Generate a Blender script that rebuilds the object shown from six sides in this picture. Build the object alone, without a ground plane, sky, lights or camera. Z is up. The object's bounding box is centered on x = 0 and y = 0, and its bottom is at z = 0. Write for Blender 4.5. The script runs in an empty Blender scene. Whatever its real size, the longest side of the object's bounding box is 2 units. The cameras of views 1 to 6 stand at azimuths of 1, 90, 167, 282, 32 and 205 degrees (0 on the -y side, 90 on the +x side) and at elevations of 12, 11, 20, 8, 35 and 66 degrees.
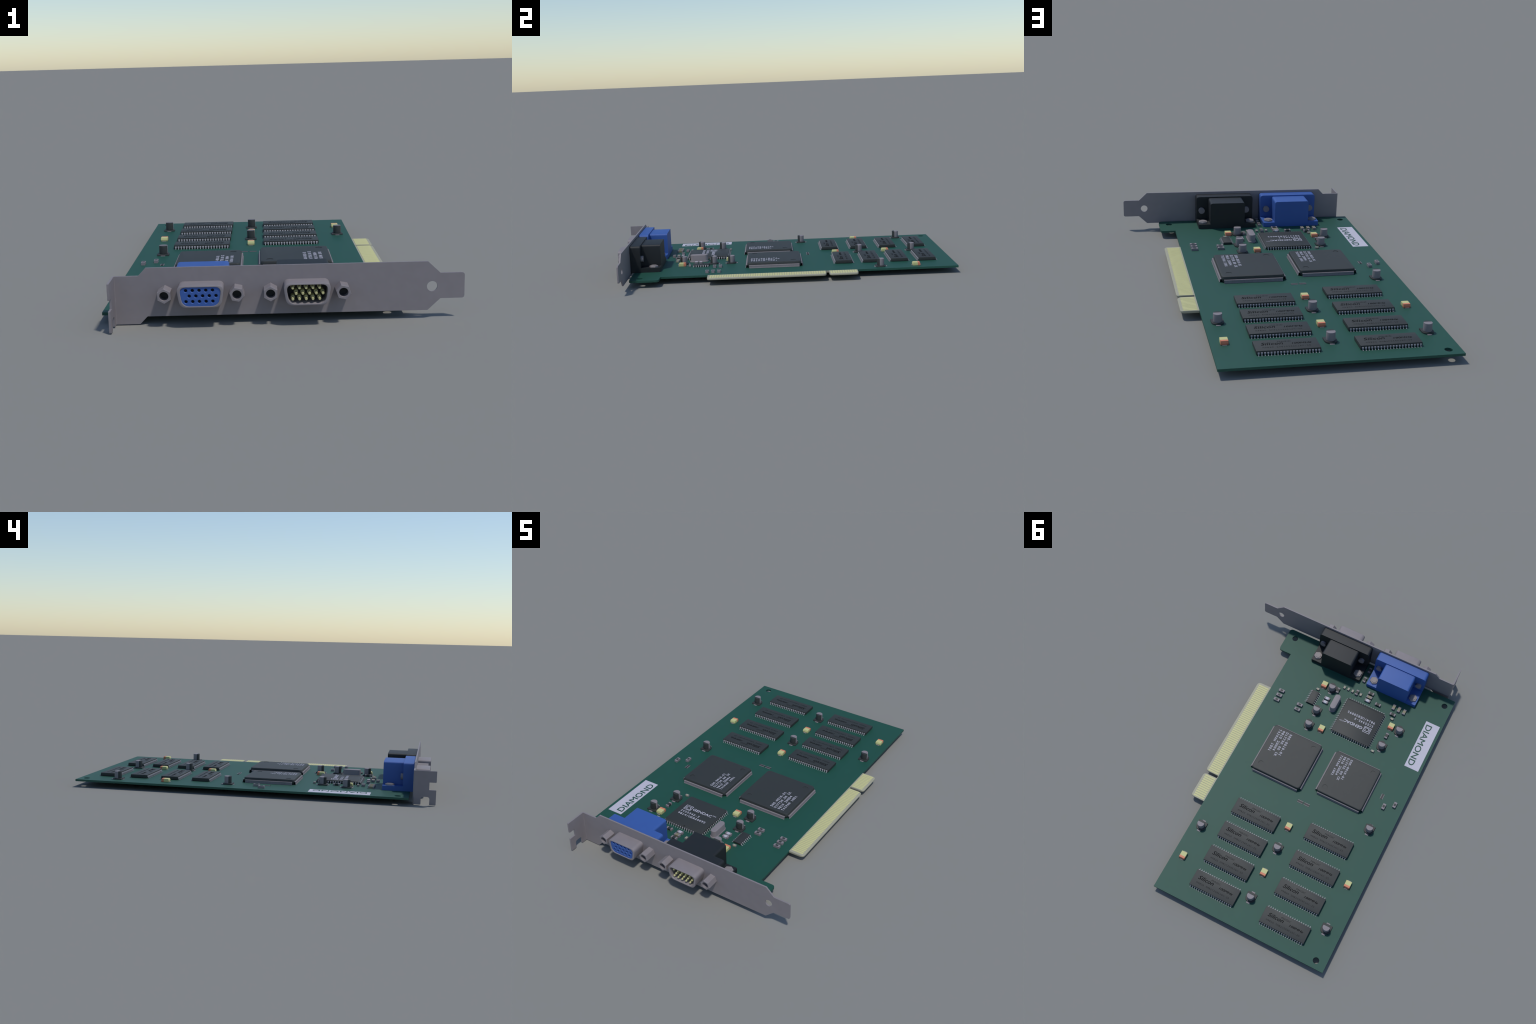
# A PCI graphics card lying flat: circuit board, slot bracket, two D-sub
# connectors, edge connector and the surface-mounted parts.
import bpy, bmesh, math
from mathutils import Vector, Matrix

S = bpy.context.scene
PI = math.pi
BT = 0.0405          # top of the circuit board
BB = 0.0290          # underside of the circuit board

# ------------------------------------------------------------------ materials
def material(name, col, rough=0.5, metallic=0.0, grain=0.03, scale=60.0, spec=0.5, bump=0.0):
    m = bpy.data.materials.new(name)
    m.use_nodes = True
    nt = m.node_tree
    p = nt.nodes['Principled BSDF']
    p.inputs['Roughness'].default_value = rough
    p.inputs['Metallic'].default_value = metallic
    p.inputs['Specular IOR Level'].default_value = spec
    tc = nt.nodes.new('ShaderNodeTexCoord')
    nz = nt.nodes.new('ShaderNodeTexNoise')
    nz.inputs['Scale'].default_value = scale
    nz.inputs['Detail'].default_value = 3.0
    ramp = nt.nodes.new('ShaderNodeValToRGB')
    ramp.color_ramp.elements[0].position = 0.3
    ramp.color_ramp.elements[1].position = 0.7
    ramp.color_ramp.elements[0].color = (*[c * (1 - grain) for c in col], 1)
    ramp.color_ramp.elements[1].color = (*[min(1, c * (1 + grain)) for c in col], 1)
    nt.links.new(tc.outputs['Object'], nz.inputs['Vector'])
    nt.links.new(nz.outputs['Fac'], ramp.inputs['Fac'])
    nt.links.new(ramp.outputs['Color'], p.inputs['Base Color'])
    if bump:
        b = nt.nodes.new('ShaderNodeBump')
        b.inputs['Strength'].default_value = bump
        b.inputs['Distance'].default_value = 0.001
        n2 = nt.nodes.new('ShaderNodeTexNoise')
        n2.inputs['Scale'].default_value = 900
        nt.links.new(tc.outputs['Object'], n2.inputs['Vector'])
        nt.links.new(n2.outputs['Fac'], b.inputs['Height'])
        nt.links.new(b.outputs['Normal'], p.inputs['Normal'])
    return m

def two_tone(name, col_a, col_b, axis, limit, rough_a=0.5, rough_b=0.5):
    """colour b where the object coordinate on one axis exceeds the limit"""
    m = bpy.data.materials.new(name)
    m.use_nodes = True
    nt = m.node_tree
    p = nt.nodes['Principled BSDF']
    tc = nt.nodes.new('ShaderNodeTexCoord')
    sx = nt.nodes.new('ShaderNodeSeparateXYZ')
    gt = nt.nodes.new('ShaderNodeMath'); gt.operation = 'GREATER_THAN'
    gt.inputs[1].default_value = limit
    mx = nt.nodes.new('ShaderNodeMix'); mx.data_type = 'RGBA'
    mx.inputs['A'].default_value = (*col_a, 1)
    mx.inputs['B'].default_value = (*col_b, 1)
    nt.links.new(tc.outputs['Object'], sx.inputs[0])
    nt.links.new(sx.outputs[axis], gt.inputs[0])
    nt.links.new(gt.outputs[0], mx.inputs['Factor'])
    nt.links.new(mx.outputs['Result'], p.inputs['Base Color'])
    mr = nt.nodes.new('ShaderNodeMapRange')
    mr.inputs['To Min'].default_value = rough_a
    mr.inputs['To Max'].default_value = rough_b
    nt.links.new(gt.outputs[0], mr.inputs['Value'])
    nt.links.new(mr.outputs[0], p.inputs['Roughness'])
    return m

C_BLACK = (0.0295, 0.0335, 0.0320)
C_METAL = (0.235, 0.211, 0.222)
M_PCB = material('green_solder_mask', (0.0080, 0.0730, 0.0490), 0.6, grain=0.015, scale=14)
M_CHIP = material('black_epoxy', C_BLACK, 0.6, grain=0.04, scale=90)
M_STEEL = material('bracket_steel', C_METAL, 0.6, scale=25)
M_TIN = material('tinned_lead', C_METAL, 0.6)
M_LEAD = material('chip_lead', (0.33, 0.32, 0.34), 0.55)
M_SCREW = material('screw_steel', (0.250, 0.225, 0.230), 0.55)
M_BLUE = material('blue_plastic', (0.0350, 0.1020, 0.3550), 0.58, grain=0.015, scale=30)
M_BLACK = material('black_plastic', (0.0095, 0.0125, 0.0150), 0.6, scale=30)
M_GOLD = material('gold_contact', (0.585, 0.565, 0.265), 0.6)
M_CREAM = material('bare_laminate', (0.385, 0.370, 0.270), 0.6, scale=40)
M_WHITE = material('white_print', (0.53, 0.51, 0.585), 0.6, grain=0.015)
M_INK = material('laser_marking', (0.50, 0.49, 0.56), 0.6)
M_DARKINK = material('dark_marking', (0.0075, 0.0078, 0.0080), 0.9, spec=0.15)
M_DARKINK2 = material('faint_dark_marking', (0.0130, 0.0140, 0.0140), 0.75, spec=0.3)
M_TAN = material('tan_ceramic', (0.235, 0.212, 0.135), 0.6)
M_SAND = material('pale_ceramic', (0.37, 0.36, 0.25), 0.6)
M_CHALK = material('white_ceramic', (0.49, 0.48, 0.535), 0.6)
M_PIN = material('gold_pin', (0.52, 0.49, 0.24), 0.5)
M_HOLE_SHADE = material('hole_shade', (0.004, 0.004, 0.005), 0.8)  # near-black that puts the shade inside the socket holes into colour
M_CAN = two_tone('capacitor_can_paint', C_BLACK, C_METAL, 'Y', -0.0062, 0.6, 0.6)
M_TANT = two_tone('tantalum_paint', (0.565, 0.555, 0.245), (0.66, 0.220, 0.120), 'Y', 0.0070, 0.6, 0.6)

# ------------------------------------------------------------------- builders
def finish(bm, name, mat, parent=None, loc=(0, 0, 0), smooth=32, rot=0.0):
    bmesh.ops.remove_doubles(bm, verts=bm.verts, dist=1e-6)
    bmesh.ops.recalc_face_normals(bm, faces=bm.faces)
    me = bpy.data.meshes.new(name)
    bm.to_mesh(me)
    bm.free()
    return put(me, name, mat, parent, loc, smooth, rot)

def put(me, name, mat, parent=None, loc=(0, 0, 0), smooth=32, rot=0.0):
    if mat is not None and not me.materials:
        me.materials.append(mat)
    if smooth:
        me.shade_smooth()
        me.set_sharp_from_angle(angle=math.radians(smooth))
    ob = bpy.data.objects.new(name, me)
    S.collection.objects.link(ob)
    ob.location = loc
    ob.rotation_euler.z = rot
    attach(ob, parent)
    return ob

def attach(ob, parent):
    """parent without moving: every parent is unrotated, so only subtract offsets"""
    if parent is None:
        return
    ob.parent = parent
    off = Vector((0, 0, 0))
    p = parent
    while p is not None:
        off += Vector(p.location)
        p = p.parent
    ob.location = Vector(ob.location) - off

def dup(ob, name, parent, loc):
    """repeat that shares mesh data, with its children"""
    o = ob.copy()
    o.name = name
    S.collection.objects.link(o)
    o.parent = None
    o.location = loc
    attach(o, parent)
    for ch in ob.children:
        c = ch.copy()
        S.collection.objects.link(c)
        c.parent = o
        c.location = ch.location
    return o

def loft(bm, rings, cap0=True, cap1=True):
    R = [[bm.verts.new(p) for p in r] for r in rings]
    n = len(R[0])
    for a, b in zip(R, R[1:]):
        for i in range(n):
            bm.faces.new((a[i], a[(i + 1) % n], b[(i + 1) % n], b[i]))
    if cap0:
        bm.faces.new(list(reversed(R[0])))
    if cap1:
        bm.faces.new(R[-1])
    return R

def rrect(hx, hy, r, n=5, cx=0.0, cy=0.0):
    """rounded rectangle in 2D; r is one radius or four (++, -+, --, +-)"""
    rs = r if isinstance(r, (tuple, list)) else (r,) * 4
    out = []
    for (sx, sy, a0), rr in zip(((1, 1, 0), (-1, 1, 90), (-1, -1, 180), (1, -1, 270)), rs):
        for i in range(n + 1):
            a = math.radians(a0 + 90.0 * i / n)
            out.append((cx + sx * (hx - rr) + rr * math.cos(a), cy + sy * (hy - rr) + rr * math.sin(a)))
    return out

def circle(r, n=24, cx=0.0, cy=0.0, a0=0.0):
    return [(cx + r * math.cos(a0 + 2 * PI * i / n), cy + r * math.sin(a0 + 2 * PI * i / n)) for i in range(n)]

def stack(bm, levels):
    """levels: list of (2D ring, z)"""
    return loft(bm, [[(x, y, z) for x, y in ring] for ring, z in levels])

def box(bm, x0, x1, y0, y1, z0, z1):
    stack(bm, [([(x0, y0), (x1, y0), (x1, y1), (x0, y1)], z) for z in (z0, z1)])

def sheet(bm, outline, holes, top, bottom, cuts=()):
    """flat plate with holes: 2D outline filled, then mapped to two skins and walled"""
    tmp = bmesh.new()
    for loop in [outline] + list(holes):
        vs = [tmp.verts.new((x, y, 0)) for x, y in loop]
        for i in range(len(vs)):
            tmp.edges.new((vs[i], vs[(i + 1) % len(vs)]))
    bmesh.ops.triangle_fill(tmp, use_beauty=True, use_dissolve=False, edges=tmp.edges[:], normal=(0, 0, 1))
    for c in cuts:
        bmesh.ops.bisect_plane(tmp, geom=tmp.verts[:] + tmp.edges[:] + tmp.faces[:], plane_co=(c, 0, 0), plane_no=(1, 0, 0), dist=1e-7)
    tmp.verts.index_update()
    a = [bm.verts.new(top(v.co.x, v.co.y)) for v in tmp.verts]
    b = [bm.verts.new(bottom(v.co.x, v.co.y)) for v in tmp.verts]
    for f in tmp.faces:
        ids = [v.index for v in f.verts]
        bm.faces.new([a[i] for i in ids])
        bm.faces.new([b[i] for i in reversed(ids)])
    for e in tmp.edges:
        if len(e.link_faces) == 1:
            i, j = e.verts[0].index, e.verts[1].index
            bm.faces.new((a[i], a[j], b[j], b[i]))
    tmp.free()

def round_corner(p0, p1, p2, r, n=5):
    """points replacing corner p1 by a fillet of reach r"""
    p0, p1, p2 = Vector(p0), Vector(p1), Vector(p2)
    a = p1 + (p0 - p1).normalized() * r
    b = p1 + (p2 - p1).normalized() * r
    return [tuple(a.lerp(p1, t).lerp(p1.lerp(b, t), t)) for t in [i / n for i in range(n + 1)]]

def poly(points):
    """polygon whose corners may carry a fillet: (x, y) or (x, y, r)"""
    out = []
    k = len(points)
    for i, p in enumerate(points):
        if len(p) == 2 or p[2] == 0:
            out.append((p[0], p[1]))
        else:
            out += round_corner(points[i - 1][:2], p[:2], points[(i + 1) % k][:2], p[2])
    return out

def cut(ob, bm, name='cutter'):
    """boolean difference, applied"""
    bmesh.ops.recalc_face_normals(bm, faces=bm.faces)
    me = bpy.data.meshes.new(name)
    bm.to_mesh(me); bm.free()
    c = bpy.data.objects.new(name, me)
    S.collection.objects.link(c)
    c.matrix_world = Matrix.Translation(ob.location)
    loc = ob.location.copy()
    par = ob.parent
    off = Vector((0, 0, 0))
    p = par
    while p is not None:
        off += Vector(p.location); p = p.parent
    c.location = loc + off
    md = ob.modifiers.new('cut', 'BOOLEAN')
    md.operation = 'DIFFERENCE'; md.object = c; md.solver = 'EXACT'
    bpy.context.view_layer.update()
    dg = bpy.context.evaluated_depsgraph_get()
    new = bpy.data.meshes.new_from_object(ob.evaluated_get(dg))
    ob.modifiers.clear()
    new.name = ob.data.name
    ob.data = new
    new.shade_smooth()
    new.set_sharp_from_angle(angle=math.radians(32))
    bpy.data.objects.remove(c)

# ------------------------------------------------------------------ lettering
def glyphs(text, shear=0.0, weight=0.0, spacing=1.0):
    cu = bpy.data.curves.new('lettering', 'FONT')
    cu.body = text
    cu.shear = shear
    cu.offset = weight
    cu.space_character = spacing
    cu.resolution_u = 3
    ob = bpy.data.objects.new('lettering', cu)
    S.collection.objects.link(ob)
    bpy.context.view_layer.update()
    dg = bpy.context.evaluated_depsgraph_get()
    me = bpy.data.meshes.new_from_object(ob.evaluated_get(dg))
    bpy.data.objects.remove(ob)
    bm = bmesh.new()
    bm.from_mesh(me)
    bpy.data.meshes.remove(me)
    return bm

def extent(bm):
    xs = [v.co.x for v in bm.verts]; ys = [v.co.y for v in bm.verts]
    return min(xs), max(xs), min(ys), max(ys)

def merge(dst, src, M):
    idx = {}
    for v in src.verts:
        idx[v] = dst.verts.new(M @ v.co)
    for f in src.faces:
        try:
            dst.faces.new([idx[v] for v in f.verts])
        except ValueError:
            pass
    src.free()

def heavy(dst, src, M, bold):
    """thicken strokes: overlapping copies, each a hair higher so that none coincide"""
    shifts = [(0, 0)] if not bold else [(0, 0), (bold, 0.2 * bold), (-bold, -0.2 * bold), (0.2 * bold, -bold), (-0.2 * bold, bold)]
    for k, (dx, dy) in enumerate(shifts):
        c = src.copy()
        merge(dst, c, Matrix.Translation((dx, dy, 0.00003 * k)) @ M)
    src.free()

def word(dst, text, x0, y0, w, h, shear=0.0, weight=0.0, spacing=1.0, caps=None, bold=0.0):
    """proportional text fitted to a box; caps = reference glyph for the height"""
    bm = glyphs(text, shear, weight, spacing)
    a, b, c, d = extent(bm)
    if caps:
        r = glyphs(caps, 0, weight); _, _, c, d = extent(r); r.free()
    M = Matrix.Translation((x0, y0, 0)) @ Matrix.Diagonal((w / (b - a), h / (d - c), 1, 1)) @ Matrix.Translation((-a, -c, 0))
    heavy(dst, bm, M, bold)

def typed(dst, text, x0, y0, pitch, h, weight=0.0, fill=0.78, bold=0.0):
    """fixed-pitch text, each character in its own cell"""
    for i, ch in enumerate(text):
        if ch == ' ':
            continue
        bm = glyphs(ch, 0, weight)
        a, b, c, d = extent(bm)
        r = glyphs('0', 0, weight); ra, rb, rc, rd = extent(r); r.free()
        sy = h / (rd - rc)
        sx = pitch * fill / (rb - ra)
        if b - a > (rb - ra):
            sx *= (rb - ra) / (b - a)
        M = Matrix.Translation((x0 + pitch * (i + 0.5), y0, 0)) @ Matrix.Diagonal((sx, sy, 1, 1)) @ Matrix.Translation((-(a + b) / 2, -rc, 0))
        heavy(dst, bm, M, bold)
        # slab feet of the fixed-pitch face
        xc, hw, st = x0 + pitch * (i + 0.5), pitch * 0.30, h * 0.11
        for yy in {'1': (0,), 'I': (0, h - st), 'T': ()}.get(ch, ()):
            dst.faces.new([dst.verts.new(q) for q in ((xc - hw, y0 + yy, 0.0002), (xc + hw, y0 + yy, 0.0002), (xc + hw, y0 + yy + st, 0.0002), (xc - hw, y0 + yy + st, 0.0002))])

def lettering(bm, name, mat, parent, loc, angle, thick=0.0005):
    """raise flat glyphs into thin print; reading direction turned by angle about z"""
    r = bmesh.ops.extrude_face_region(bm, geom=bm.faces[:])
    bmesh.ops.translate(bm, verts=[v for v in r['geom'] if isinstance(v, bmesh.types.BMVert)], vec=(0, 0, thick))
    bmesh.ops.rotate(bm, verts=bm.verts, cent=(0, 0, 0), matrix=Matrix.Rotation(angle, 3, 'Z'))
    return finish(bm, name, mat, parent, loc, smooth=0)

# ================================================================ the card
card = bpy.data.objects.new('graphics_card', None)
S.collection.objects.link(card)
card['label'] = 'green computer graphics card with blue and black video connectors'
card['category'] = 'computer part'

# ----- circuit board
bm = bmesh.new()
XL, XR, YF, YB = -0.6660, 0.3850, -0.8605, 1.0
outline = poly([(XL, YF), (0.4675, YF, 0.022), (0.4675, -0.6925, 0.020), (XR, -0.6925), (XR, YB), (XL, YB)])
holes = [circle(0.0180, 28, 0.4113, -0.8063), circle(0.0180, 28, -0.6178, -0.8018), circle(0.0178, 28, -0.6060, 0.9560)]
sheet(bm, outline, holes, lambda x, y: (x, y, BT), lambda x, y: (x, y, BB))
board = finish(bm, 'circuit_board', M_PCB, card, smooth=30)

# ----- edge connector: two laminate fingers with gold contacts
finger = None
pad_mesh = None
def pad_shape():
    bm = bmesh.new()
    ring = rrect(0.0342, 0.0054, 0.0050, 5)
    stack(bm, [(ring, 0.0), (ring, 0.0008), ([(x * 0.985, y * 0.92) for x, y in ring], 0.0012)])
    bmesh.ops.recalc_face_normals(bm, faces=bm.faces)
    me = bpy.data.meshes.new('contact_pad')
    bm.to_mesh(me); bm.free()
    return me
pad_mesh = pad_shape()
for y0, y1, n, c0, c1 in ((-0.4225, 0.2470, 48, -0.4030, 0.2375), (0.2645, 0.4260, 11, 0.2768, 0.4142)):
    bm = bmesh.new()
    xa, xb = XR, 0.4715
    def ring(inset):
        return poly([(xa, y0), (xb - inset, y0 + inset * 0.3, 0.020), (xb - inset, y1 - inset * 0.3, 0.020), (xa, y1)])
    stack(bm, [(ring(0.0032), BB), (ring(0), BB + 0.0030), (ring(0), BT - 0.0022), (ring(0.0024), BT)])
    f = finish(bm, 'edge_connector', M_CREAM, card, smooth=22)
    for i in range(n):
        yc = c0 + (c1 - c0) * i / (n - 1)
        put(pad_mesh, 'contact_pad', M_GOLD, f, (0.4250, yc, BT - 0.0002))
        o = put(pad_mesh, 'contact_pad', M_GOLD, f, (0.4250, yc, BB + 0.0002))
        o.rotation_euler.x = PI
# laminate strip closing the key slot
bm = bmesh.new()
box(bm, XR, XR + 0.0030, 0.2470, 0.2645, BB + 0.0004, BT - 0.0004)
finish(bm, 'key_slot_wall', M_CREAM, card, smooth=0)

# ----- white label with the maker's word
bm = bmesh.new()
box(bm, -0.6495, -0.5600, -0.6560, -0.3235, BT - 0.0004, BT + 0.0008)
sticker = finish(bm, 'printed_label', M_WHITE, card, smooth=0)
bm = bmesh.new()
word(bm, 'DIAMOND', 0, 0, 0.293, 0.0370, bold=0.0008)
lettering(bm, 'lettering', M_PCB, sticker, (-0.5705, -0.6355, BT + 0.0007), PI / 2)

# ----- slot bracket: one sheet, unrolled as s along the card edge, t upward
YBK, YFR = -0.8790, -0.8867       # back and front faces
TH = YBK - YFR
XO = -0.6178                      # outer face of the bent tab
RO = 0.0095                       # outer bend radius
SB = XO + RO                      # bend starts at this x
ARC = (RO - TH / 2) * PI / 2
def fold(off):
    """off: 0 on the back/outer skin, 1 on the front/inner skin"""
    def f(s, t):
        if s >= SB:
            return (s, YBK - TH * off, t)
        a = min((SB - s) / ARC, 1.0) * PI / 2
        r = RO - TH * off
        x = SB - r * math.sin(a)
        y = (YBK - RO) + r * math.cos(a)
        if SB - s > ARC:
            y -= (SB - s) - ARC
        return (x, y, t)
    return f
def flat(y):
    """unrolled coordinate of a point of the bent tab"""
    return SB - ARC - ((YBK - RO) - y)
yE = -1.0
out = poly([(0.5320, 0.2110), (0.5775, 0.1675), (0.6655, 0.1675, 0.011), (0.6655, 0.0725, 0.011), (0.5785, 0.0725), (0.5320, 0.0288),
            (-0.4940, 0.0288), (-0.5220, 0.0003),
            (flat(-0.9212), 0.0003, 0.004), (flat(-0.9212), 0.0435, 0.014), (flat(-0.9663), 0.0435, 0.014), (flat(-0.9663), 0.0003, 0.003),
            (flat(yE), 0.0, 0.004), (flat(yE), 0.0808, 0.002), (flat(-0.9630), 0.0808), (flat(-0.9630), 0.1210), (flat(yE), 0.1210, 0.004),
            (flat(yE), 0.1815, 0.002), (-0.5220, 0.1815), (-0.4940, 0.2110)])
bm = bmesh.new()
cuts = [SB - ARC * i / 6 for i in range(7)]
sheet(bm, out, [circle(0.0192, 32, 0.5480, 0.1180)], fold(1), fold(0), cuts)
bracket = finish(bm, 'mounting_bracket', M_STEEL, card, smooth=25)

# ----- D-sub connectors
ZC = 0.1175
def dshape(top, bot, up, down, r, n=6):
    """D profile in x,z around the shell centre, wide side up"""
    return poly_n([(-bot, -down, r), (bot, -down, r), (top, up, r), (-top, up, r)], n)
def poly_n(points, n):
    out = []
    k = len(points)
    for i, p in enumerate(points):
        out += round_corner(points[i - 1][:2], p[:2], points[(i + 1) % k][:2], p[2], n)
    return out
def along_y(ring, y, cx, cz=ZC):
    return [(cx + x, y, cz + z) for x, z in ring]

def hexring(r, a0=0.0):
    return [(r * math.cos(a0 + i * PI / 3), r * math.sin(a0 + i * PI / 3)) for i in range(6)]

def video_connector(plastic, fcx, fhw, bcx, bhw, shell_cx, hexes, screws, socket):
    # plastic housing: flange plate, rear block and foot in one part
    FY0, FY1, RY = -0.8775, -0.8190, -0.7075
    bm = bmesh.new()
    def arch(cx, hw, top, r):
        return poly_n([(cx + hw, BT - 0.0003, 0.0002), (cx + hw, top, r), (cx - hw, top, r), (cx - hw, BT - 0.0003, 0.0002)], 5)
    loft(bm, [[(x, y, z) for x, z in arch(fcx, fhw, 0.1975, 0.016)] for y in (FY0, FY1)])
    body = finish(bm, 'video_connector', plastic, card)
    bm = bmesh.new()
    loft(bm, [[(x, y, z) for x, z in arch(bcx, bhw, 0.1910, 0.013)] for y in (FY1, RY)])
    finish(bm, 'rear_housing', plastic, body)
    bm = bmesh.new()
    for x0, x1 in ((fcx - fhw, bcx - bhw), (bcx + bhw, fcx + fhw)):
        ring = poly([(x0, FY1), (x1, FY1), (x1, RY, 0.006 if x1 > bcx else 0), (x0, RY, 0.006 if x0 < bcx else 0)])
        stack(bm, [(ring, BT - 0.0002), (ring, 0.0665)])
    finish(bm, 'mounting_foot', plastic, body, smooth=40)
    # foot screws: hexagon, washer face and low crown
    for sx in screws:
        bm = bmesh.new()
        hx = hexring(0.0262, math.radians(26))
        stack(bm, [(hx, 0.0664), (hx, 0.0735), ([(x * 0.93, y * 0.93) for x, y in hx], 0.0752)])
        stack(bm, [(circle(0.0168), 0.0748), (circle(0.0168), 0.0772), (circle(0.0160), 0.0780)])
        finish(bm, 'hex_screw', M_SCREW, body, (sx, -0.7470, 0), smooth=25)
    # threaded posts seen behind the flange
    for hx, a in hexes:
        bm = bmesh.new()
        ring = circle(0.0178, 24)
        loft(bm, [[(hx + x, y, ZC + z) for x, z in ring] for y in (FY1 - 0.004, FY1 + 0.0140)])
        finish(bm, 'threaded_post', M_STEEL, body)
    # metal shell
    sx = shell_cx
    fr = -0.9610
    bm = bmesh.new()
    o0 = dshape(0.0870, 0.0745, 0.0405, 0.0405, 0.026)
    o1 = [(x * 0.984, z * 0.972) for x, z in o0]
    i0 = dshape(0.0762, 0.0645, 0.0352, 0.0352, 0.026)
    loft(bm, [along_y(o0, YFR + 0.002, sx), along_y(o0, fr + 0.0024, sx), along_y([(x * 0.996, z * 0.992) for x, z in o0], fr + 0.0007, sx), along_y(o1, fr, sx),
              along_y([(x * 1.02, z * 1.02) for x, z in i0], fr, sx), along_y(i0, fr + 0.0015, sx), along_y(i0, YFR + 0.002, sx)], cap0=False, cap1=False)
    finish(bm, 'connector_shell', M_STEEL, body, smooth=40)
    # contact rows: five, five and five, the middle row shifted
    rows = [(z, dx) for z, dx in ((ZC + 0.0228, 0.0), (ZC + 0.0023, 0.0120), (ZC - 0.0180, 0.0))]
    spots = [(sx - 0.0518 + dx + 0.0240 * i, z) for z, dx in rows for i in range(5)]
    bm = bmesh.new()
    ins = [(x * 0.9995, z * 0.9995) for x, z in i0]
    if socket:
        loft(bm, [along_y(ins, YFR + 0.003, sx), along_y(ins, fr + 0.0030, sx)])
        ob = finish(bm, 'contact_insert', plastic, body, smooth=40)
        cb = bmesh.new()
        for x, z in spots:
            y0 = fr + 0.0030
            rr = [(0.0076, y0 - 0.002), (0.0076, y0 - 0.0001), (0.0057, y0 + 0.0022), (0.0055, y0 + 0.030)]
            loft(cb, [[(x + r * math.cos(2 * PI * k / 16), y, z + r * math.sin(2 * PI * k / 16)) for k in range(16)] for r, y in rr])
        cut(ob, cb)
        for x, z in spots:
            bm = bmesh.new()
            loft(bm, [[(x + 0.0054 * math.cos(2 * PI * k / 12), y, z + 0.0054 * math.sin(2 * PI * k / 12)) for k in range(12)] for y in (fr + 0.030, fr + 0.0115)])
            finish(bm, 'socket_shade_plug', M_HOLE_SHADE, body)  # solid dark plug in each hole, its colour standing for deep shade
    else:
        loft(bm, [along_y(ins, YFR + 0.003, sx), along_y(ins, YFR - 0.009, sx)])
        finish(bm, 'contact_insert', plastic, body, smooth=40)
        bm = bmesh.new()
        prof = [(0.0076, YFR - 0.002), (0.0076, fr + 0.0330), (0.0070, fr + 0.0318), (0.0051, fr + 0.0312), (0.0051, fr + 0.0060), (0.0040, fr + 0.0042)]
        loft(bm, [[(r * math.cos(2 * PI * k / 14), y, r * math.sin(2 * PI * k / 14)) for k in range(14)] for r, y in prof])
        bmesh.ops.recalc_face_normals(bm, faces=bm.faces)
        me = bpy.data.meshes.new('contact_pin'); bm.to_mesh(me); bm.free()
        for x, z in spots:
            put(me, 'contact_pin', M_PIN, body, (x, 0, z), smooth=40)
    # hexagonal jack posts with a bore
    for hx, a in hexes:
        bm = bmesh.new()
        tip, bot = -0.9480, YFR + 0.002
        seg = 36
        def hexdeep(r):
            pts = []
            for i in range(seg):
                t = 2 * PI * i / seg
                u = (t + PI / 6 - 0) % (PI / 3) - PI / 6
                rr = r * math.cos(PI / 6) / math.cos(u)
                ang = t + math.radians(a) + PI / 2 + PI / 6
                pts.append((hx + rr * math.cos(ang), ZC + 0.001 + rr * math.sin(ang)))
            return pts
        def round_(r):
            return [(hx + r * math.cos(2 * PI * i / seg + math.radians(a) + PI / 2 + PI / 6), ZC + 0.001 + r * math.sin(2 * PI * i / seg + math.radians(a) + PI / 2 + PI / 6)) for i in range(seg)]
        Y = lambda ring, y: [(x, y, z) for x, z in ring]
        loft(bm, [Y(hexdeep(0.0280), bot), Y(hexdeep(0.0280), tip + 0.0015), Y(hexdeep(0.0268), tip), Y(round_(0.0172), tip), Y(round_(0.0165), tip + 0.001), Y(round_(0.0165), tip + 0.034)], cap0=False)
        finish(bm, 'jack_post', M_STEEL, body, smooth=25)
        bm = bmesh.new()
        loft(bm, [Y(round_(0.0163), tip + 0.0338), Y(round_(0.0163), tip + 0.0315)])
        finish(bm, 'bore_shade_disc', M_BLACK, body)  # added black disc on the bore floor, darkening it like shade
    return body

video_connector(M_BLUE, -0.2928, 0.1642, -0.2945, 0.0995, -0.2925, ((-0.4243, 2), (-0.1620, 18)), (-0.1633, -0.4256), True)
video_connector(M_BLACK, 0.0843, 0.1650, 0.0830, 0.0990, 0.0900, ((-0.0410, 0), (0.2207, 18)), (0.2212, -0.0522), False)

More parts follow.
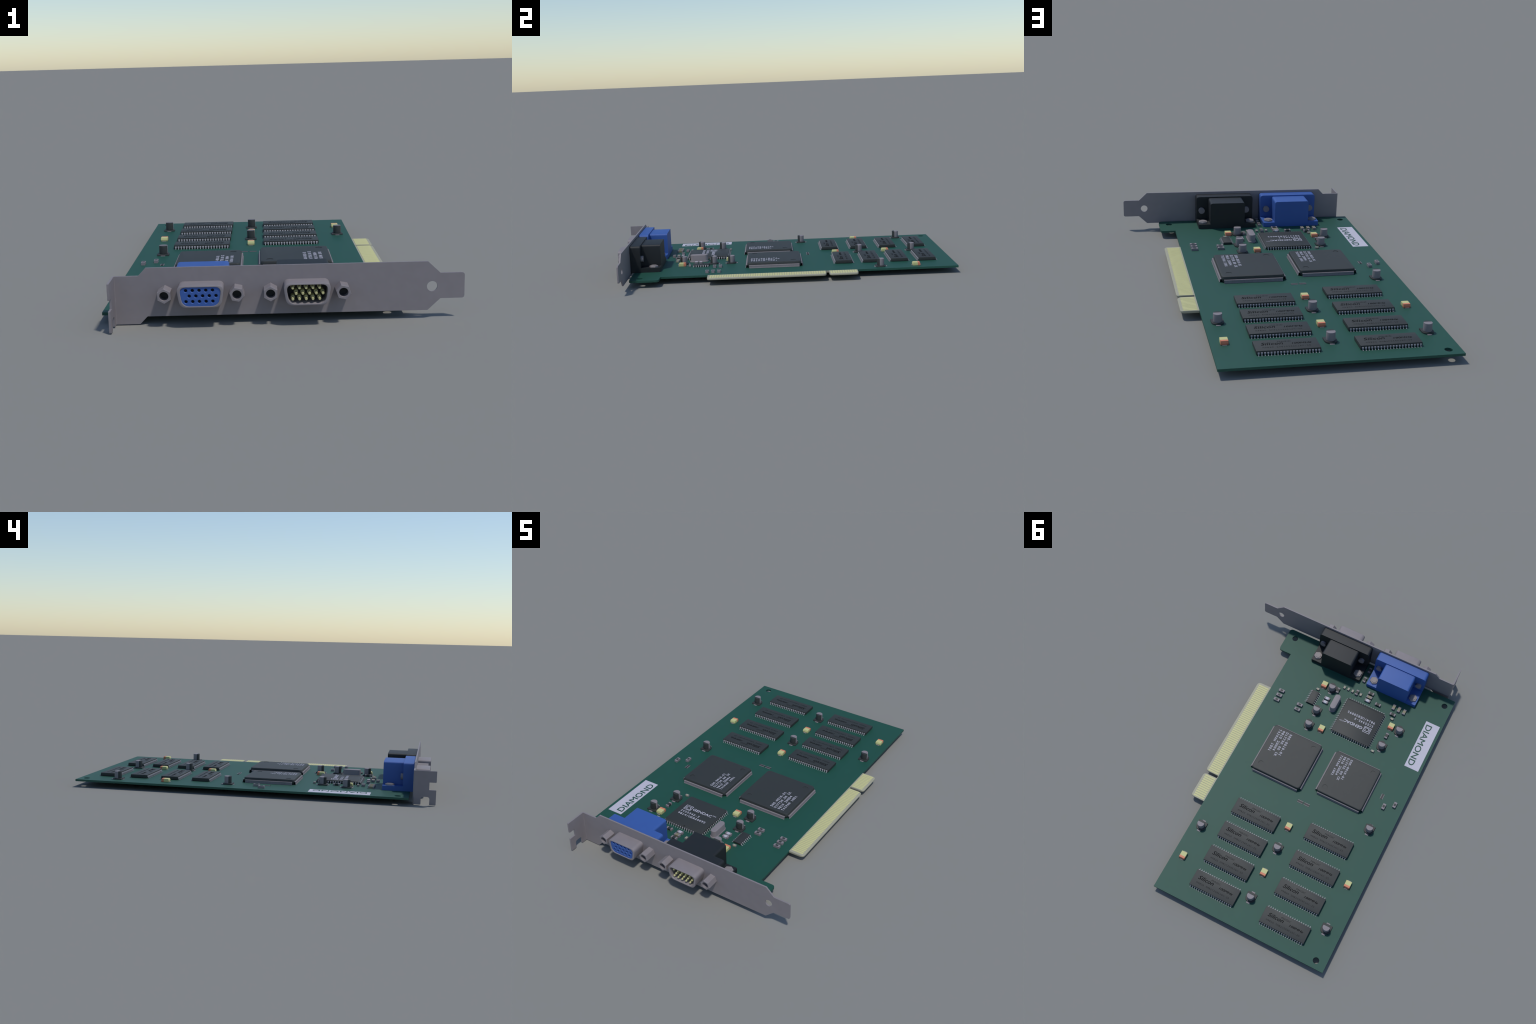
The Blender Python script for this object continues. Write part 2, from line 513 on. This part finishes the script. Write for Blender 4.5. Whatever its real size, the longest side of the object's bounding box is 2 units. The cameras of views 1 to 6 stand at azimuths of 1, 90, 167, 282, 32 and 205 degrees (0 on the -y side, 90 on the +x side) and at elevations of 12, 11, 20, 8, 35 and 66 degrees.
# ----- gull-wing leads (T-shaped: broad shoulder, narrow leg, foot)
def lead_row(bm, n, half, base, tip, shoulder, w_top, w_leg, axis, sign, bend=None):
    """row of n leads leaving a body side at distance base, feet end at tip"""
    out = base + (tip - base) * 0.45 if bend is None else bend
    t = 0.0014
    for i in range(n):
        u = -half + 2 * half * i / (n - 1)
        prof = [  # distance, z centre-line, half width
            (base - 0.003, shoulder, w_top), (out - 0.001, shoulder, w_top), (out, shoulder - 0.0010, w_top),
            (out + 0.0006, BT + (shoulder - BT) * 0.52, w_top * 0.92), (out + 0.001, BT + (shoulder - BT) * 0.34, w_leg),
            (out + 0.0022, BT + 0.0016, w_leg), (tip, BT + 0.0009, w_leg)]
        rings = []
        for k, (d, z, w) in enumerate(prof):
            a = prof[max(k - 1, 0)]; b = prof[min(k + 1, len(prof) - 1)]
            dx, dz = b[0] - a[0], b[1] - a[1]
            L = math.hypot(dx, dz)
            nx, nz = -dz / L * t / 2, dx / L * t / 2
            ring = []
            for ww, s in ((-w, 1), (w, 1), (w, -1), (-w, -1)):
                dd, zz = d + nx * s, z + nz * s
                p = (u + ww, sign * dd) if axis == 'y' else (sign * dd, u + ww)
                ring.append((p[0], p[1], zz))
            rings.append(ring)
        loft(bm, rings)

def chip_body(bm, hx, hy, z0, zm, z1, r, draft=0.002, edge=0.0015):
    """moulded package: two drafted halves and a softened top edge"""
    stack(bm, [(rrect(hx - draft, hy - draft, r), z0), (rrect(hx, hy, r), zm), (rrect(hx - draft * 0.7, hy - draft * 0.7, r), z1 - edge),
               (rrect(hx - draft - edge * 0.35, hy - draft - edge * 0.35, r), z1 - edge * 0.3), (rrect(hx - draft - edge, hy - draft - edge, r), z1)])

# ----- memory chips
def memory_chip(loc):
    bm = bmesh.new()
    chip_body(bm, 0.1378, 0.0492, 0.0425, 0.0510, 0.0602, 0.0015, draft=0.0012, edge=0.0006)
    ob = finish(bm, 'memory_chip', M_CHIP, card, loc)
    bm = bmesh.new()
    for s in (1, -1):
        lead_row(bm, 20, 0.1280, 0.0485, 0.0605, 0.0533, 0.0041, 0.0017, 'y', s, bend=0.0516)
    l = finish(bm, 'chip_leads', M_LEAD, ob, loc, smooth=0)
    l['kind'] = 'stuff'
    bm = bmesh.new()
    word(bm, 'Silicon', -0.1085, -0.0000, 0.0945, 0.0225, shear=0.28, bold=0.0004)
    word(bm, '100MHz', 0.0235, 0.0000, 0.0850, 0.0125, shear=0.25, bold=0.0004)
    lettering(bm, 'lettering', M_DARKINK, ob, (loc[0], loc[1], 0.0600), PI, 0.0005)
    bm = bmesh.new()
    word(bm, 'MAGIC', -0.0365, 0.0205, 0.0600, 0.0105, shear=0.2, weight=0.0)
    typed(bm, 'M9820 SM81C256K16C-25', -0.1075, -0.0262, 0.0099, 0.0100, weight=0.0, fill=0.74)
    lettering(bm, 'lettering', M_DARKINK2, ob, (loc[0], loc[1], 0.0600), PI, 0.0005)
    return ob
first = memory_chip((0.0738, 0.3663, 0))
for k in range(1, 4):
    dup(first, 'memory_chip', card, (0.0738, 0.3663 + 0.1624 * k, 0))
for k in range(4):
    dup(first, 'memory_chip', card, (-0.3687, 0.3128 + 0.1830 * k, 0))

# ----- the two large square processors
def processor(cx, cy, k, top):
    bm = bmesh.new()
    hw = 0.1585 * k
    r = 0.017 * k
    z = BT
    levels = [(rrect(hw - 0.004, hw - 0.004, r), z + 0.0015), (rrect(hw, hw, r), z + 0.015), (rrect(hw, hw, r), z + 0.0185),
              (rrect(hw - 0.0018, hw - 0.0018, r), top - 0.0032), (rrect(hw - 0.0028, hw - 0.0028, r), top - 0.0013), (rrect(hw - 0.0048, hw - 0.0048, r), top - 0.0003), (rrect(hw - 0.0075, hw - 0.0075, r), top)]
    stack(bm, levels)
    ob = finish(bm, 'processor_chip', M_CHIP, card, (cx, cy, 0), smooth=50)
    cb = bmesh.new()
    for sx, sy in ((0.1165 * k, 0.1125 * k), (-0.1165 * k, -0.1165 * k)):
        ring = circle(0.0158 * k, 32, sx, sy)
        stack(cb, [(ring, top - 0.0016), (ring, top + 0.003)])
    cut(ob, cb)
    bm = bmesh.new()
    n = 52
    half = 0.1440 * k
    for ax in 'xy':
        for s in (1, -1):
            p = half * 2 / (n - 1)
            lead_row(bm, n, half, hw, 0.1685 * k, z + 0.0168, p * 0.45, p * 0.43, ax, s, bend=0.1645 * k)
    l = finish(bm, 'chip_leads', M_TIN, ob, (cx, cy, 0), smooth=0)
    l['kind'] = 'stuff'
    bm = bmesh.new()
    # four typed lines; reading direction +y
    p = 0.01450 * k
    for j, t in enumerate(('500-0010-01', 'D17750.00 CK', '9810 20004', 'TAIWAN 1001')):
        typed(bm, t, 0, -0.0236 * k * j, p, 0.0150 * k, bold=0.0003 * k, fill=0.72)
    lettering(bm, 'lettering', M_INK, ob, (cx + 0.0500 * k, cy - 0.1390 * k, top - 0.0001), PI / 2)
    return ob
processor(0.0795, -0.0425, 1.0, 0.0725)
processor(-0.3118, -0.0725, 0.915, 0.0710)

# ----- video converter chip with 17 leads a side
cx, cy = -0.1955, -0.4502
bm = bmesh.new()
hw, top = 0.1245, 0.0585
chip_body(bm, hw, hw, 0.0425, 0.0505, top, 0.010, draft=0.0018, edge=0.0012)
conv = finish(bm, 'converter_chip', M_CHIP, card, (cx, cy, 0))
cb = bmesh.new()   # pin-1 edge is ground down to a slope, with a small round notch
loft(cb, [[(x, -hw - 0.01, top - 0.0096), (x, -hw + 0.0160, top + 0.0006), (x, -hw + 0.0160, top + 0.01), (x, -hw - 0.01, top + 0.01)] for x in (-hw - 0.01, hw + 0.01)])
cut(conv, cb)
cb = bmesh.new()
stack(cb, [(circle(0.0042, 20, 0.0045, -hw + 0.0085), 0.0530), (circle(0.0042, 20, 0.0045, -hw + 0.0085), 0.0700)])
cut(conv, cb)
bm = bmesh.new()
for ax in 'xy':
    for s in (1, -1):
        lead_row(bm, 17, 0.1142, hw - 0.0008, 0.1355, 0.0525, 0.0034, 0.0015, ax, s, bend=0.1268)
l = finish(bm, 'chip_leads', M_LEAD, conv, (cx, cy, 0), smooth=0)
l['kind'] = 'stuff'
bm = bmesh.new()
word(bm, 'GENDAC', -0.0395, 0.0195, 0.1225, 0.0185, bold=0.0004)
word(bm, 'TM', 0.0850, 0.0330, 0.0210, 0.0085, weight=0.0)
typed(bm, 'ICS5342-3', -0.0975, -0.0175, 0.01420, 0.0145, bold=0.0003, fill=0.72)
typed(bm, '9814/UE820092', -0.0975, -0.0420, 0.01420, 0.0145, bold=0.0003, fill=0.72)
word(bm, 'ICS', -0.0865, 0.0115, 0.0340, 0.0270, weight=0.0)
# frame of the square mark
fx0, fx1, fy0, fy1, fw = -0.0935, -0.0480, 0.0065, 0.0468, 0.0026
for a, b, c, d in ((fx0, fx1, fy0, fy0 + fw), (fx0, fx1, fy1 - fw, fy1), (fx0, fx0 + fw, fy0 + fw, fy1 - fw), (fx1 - fw, fx1, fy0 + fw, fy1 - fw)):
    bm.faces.new([bm.verts.new(p) for p in ((a, c, 0), (b, c, 0), (b, d, 0), (a, d, 0))])
lettering(bm, 'lettering', M_INK, conv, (cx, cy, top - 0.0001), 0.0)

# ----- small logic chip with 7 leads a side
cx, cy = 0.1240, -0.4780
bm = bmesh.new()
chip_body(bm, 0.0232, 0.0475, 0.0420, 0.0470, 0.0533, 0.0010, draft=0.0012, edge=0.0006)
logic = finish(bm, 'logic_chip', M_CHIP, card, (cx, cy, 0))
bm = bmesh.new()
for s in (1, -1):
    lead_row(bm, 7, 0.0418, 0.0228, 0.0345, 0.0490, 0.0036, 0.0016, 'x', s, bend=0.0258)
l = finish(bm, 'chip_leads', M_LEAD, logic, (cx, cy, 0), smooth=0)
l['kind'] = 'stuff'

# ----- quartz crystal
def stadium(hw, hl, n=12):
    return [(hw * math.cos(PI * i / n), (hl - hw) + hw * math.sin(PI * i / n)) for i in range(n + 1)] + \
           [(-hw * math.cos(PI * i / n), -(hl - hw) - hw * math.sin(PI * i / n)) for i in range(n + 1)]
bm = bmesh.new()
stack(bm, [(stadium(0.0212, 0.0575), BT - 0.0002), (stadium(0.0212, 0.0575), 0.0460), (stadium(0.0205, 0.0568), 0.0470), (stadium(0.0192, 0.0535), 0.0475), (stadium(0.0186, 0.0527), 0.0490), (stadium(0.0186, 0.0527), 0.0810), (stadium(0.0180, 0.0521), 0.0830), (stadium(0.0168, 0.0509), 0.0842), (stadium(0.0155, 0.0495), 0.0845)])
finish(bm, 'quartz_crystal', M_STEEL, card, (-0.0168, -0.4985, 0), smooth=50)

# ----- electrolytic capacitors: can on a base with two rounded corners
def capacitor(loc):
    bm = bmesh.new()
    h = 0.0283
    base = poly([(-h, -h), (h, -h), (h, h, 0.027), (-h, h, 0.027)])
    stack(bm, [(base, BT + 0.0006), (base, 0.0468), ([(x * 0.98, y * 0.98) for x, y in base], 0.0475)])
    ob = finish(bm, 'capacitor', M_CHIP, card, loc, smooth=40)
    bm = bmesh.new()
    R = 0.0203
    prof = [(R * 0.93, 0.0470), (R, 0.0485), (R, 0.0850), (R * 0.985, 0.0862), (R * 0.95, 0.0868)]
    stack(bm, [(circle(r, 40), z) for r, z in prof])
    finish(bm, 'capacitor_can', M_CAN, ob, loc, smooth=40)
    for s in (1, -1):
        bm = bmesh.new()
        y0, y1 = sorted((s * 0.020, s * 0.0368))
        box(bm, -0.0105, 0.0105, y0, y1, BT - 0.0002, BT + 0.0016)
        finish(bm, 'solder_tab', M_TIN, ob, loc, smooth=0)
    return ob
caps = [(0.323, 0.566), (-0.128, 0.486), (-0.128, 0.810), (-0.578, 0.777), (-0.5445, 0.142), (0.046, -0.587), (0.064, -0.405), (0.064, -0.2985), (-0.440, -0.511), (-0.3873, -0.371)]
c0 = capacitor((*caps[0], 0))
for c in caps[1:]:
    dup(c0, 'capacitor', card, (*c, 0))

# ----- tantalum capacitors, yellow with an orange end
def tantalum(loc):
    bm = bmesh.new()
    stack(bm, [(rrect(0.0168, 0.0208, 0.001, 2), BT + 0.0008), (rrect(0.0173, 0.0222, 0.001, 2), 0.0490), (rrect(0.0168, 0.0190, 0.001, 2), 0.0586), (rrect(0.0162, 0.0184, 0.001, 2), 0.0592)])
    ob = finish(bm, 'tantalum_capacitor', M_TANT, card, loc, smooth=0)
    for s in (1, -1):
        bm = bmesh.new()
        y0, y1 = sorted((s * 0.0185, s * 0.0270))
        box(bm, -0.0100, 0.0100, y0, y1, BT - 0.0002, BT + 0.0018)
        finish(bm, 'solder_tab', M_TIN, ob, loc, smooth=0)
    return ob
tants = [(0.3253, 0.7695), (-0.1263, 0.3412), (-0.1263, 0.6487), (-0.5767, 0.4947), (0.0985, -0.5905), (-0.0172, -0.3105), (-0.3852, -0.5190)]
t0 = tantalum((*tants[0], 0))
for t in tants[1:]:
    dup(t0, 'tantalum_capacitor', card, (*t, 0))

# ----- chip resistors and ceramic capacitors: centre piece between two end caps
def passive(loc, along, mat, L, W, H, cap, framed=False):
    """L length, W width, H height, cap length of the tinned ends"""
    bm = bmesh.new()
    def place(a0, a1, b0, b1, z0, z1):
        if along == 'x':
            box(bm, a0, a1, b0, b1, z0, z1)
        else:
            box(bm, b0, b1, a0, a1, z0, z1)
    l, w = L / 2, W / 2
    if framed:
        place(-l, l, -w, w, BT - 0.0002, BT + H)
        ob = finish(bm, 'chip_resistor', M_TIN, card, loc, smooth=0)
        bm = bmesh.new()
        place(-l + cap, l - cap, -w * 0.68, w * 0.68, BT + H - 0.001, BT + H + 0.0004)
        finish(bm, 'resistor_film', mat, ob, loc, smooth=0)
        return
    place(-l + cap * 0.9, l - cap * 0.9, -w * 0.93, w * 0.93, BT + 0.0005, BT + H - 0.0008)
    ob = finish(bm, 'chip_resistor' if mat is M_CHIP else 'ceramic_capacitor', mat, card, loc, smooth=0)
    bm = bmesh.new()
    place(-l, -l + cap, -w, w, BT - 0.0002, BT + H)
    place(l - cap, l, -w, w, BT - 0.0002, BT + H)
    bmesh.ops.bevel(bm, geom=[e for e in bm.edges], offset=0.0006, segments=1, affect='EDGES')
    finish(bm, 'end_terminal', M_TIN, ob, loc, smooth=0)

for x, y in ((0.3143, -0.4303), (0.3143, -0.3960), (0.3143, -0.3618), (0.1725, -0.3946), (0.1722, -0.3603)):
    passive((x, y, 0), 'x', M_CHIP, 0.0352, 0.0180, 0.0128, 0.0098, framed=True)
for x, y in ((-0.5605, -0.0250), (-0.6146, -0.0632)):
    passive((x, y, 0), 'y', M_CHIP, 0.0352, 0.0180, 0.0128, 0.0098, framed=True)
BIG = (0.0352, 0.0180, 0.0130, 0.0085)
for x, y, d, m in ((0.0428, -0.5117, 'x', M_CHALK), (0.0430, -0.4842, 'x', M_CHALK), (0.0080, -0.5930, 'y', M_CHIP), (-0.1026, -0.6335, 'y', M_CHIP),
                   (-0.1834, -0.6671, 'x', M_CHIP), (-0.1833, -0.6391, 'x', M_TAN), (-0.1834, -0.6129, 'x', M_CHALK), (-0.2514, -0.6170, 'x', M_CHIP),
                   (-0.3458, -0.6460, 'y', M_TAN), (-0.3805, -0.6452, 'y', M_TAN), (-0.4157, -0.6446, 'y', M_TAN), (-0.3592, -0.5977, 'x', M_CHIP),
                   (-0.3861, -0.4484, 'y', M_CHIP), (-0.1069, -0.7370, 'y', M_CHIP), (-0.1073, -0.8115, 'y', M_CHIP)):
    passive((x, y, 0), d, m, *BIG)
SMALL = (0.0205, 0.0132, 0.0095, 0.0052)
for x, y, d in ((0.1223, -0.5448, 'x'), (-0.0189, -0.6325, 'y'), (-0.0458, -0.6324, 'y'), (-0.0742, -0.6315, 'y'), (-0.1288, -0.6320, 'y'), (-0.3675, -0.5688, 'x'), (-0.3527, -0.3193, 'x')):
    passive((x, y, 0), d, M_SAND, *SMALL)

# ----- flat resistor networks
for x, y, d in ((-0.5264, -0.0810, 'y'), (-0.1153, 0.1697, 'x'), (-0.1571, 0.1690, 'x')):
    bm = bmesh.new()
    L, W = 0.0172, 0.0082
    h = 0.0022
    a = (L, W) if d == 'x' else (W, L)
    k = (1, 0.66) if d == 'x' else (0.66, 1)
    box(bm, -a[0] * k[0], a[0] * k[0], -a[1] * k[1], a[1] * k[1], BT - 0.0002, BT + h)
    ob = finish(bm, 'resistor_network', M_CHIP, card, (x, y, 0), smooth=0)
    bm = bmesh.new()
    for s in (1, -1):
        lo, hi = sorted((s * W * 0.62, s * W))
        if d == 'x':
            box(bm, -L, L, lo, hi, BT - 0.0002, BT + h * 0.8)
        else:
            box(bm, lo, hi, -L, L, BT - 0.0002, BT + h * 0.8)
    finish(bm, 'solder_tab', M_TIN, ob, (x, y, 0), smooth=0)
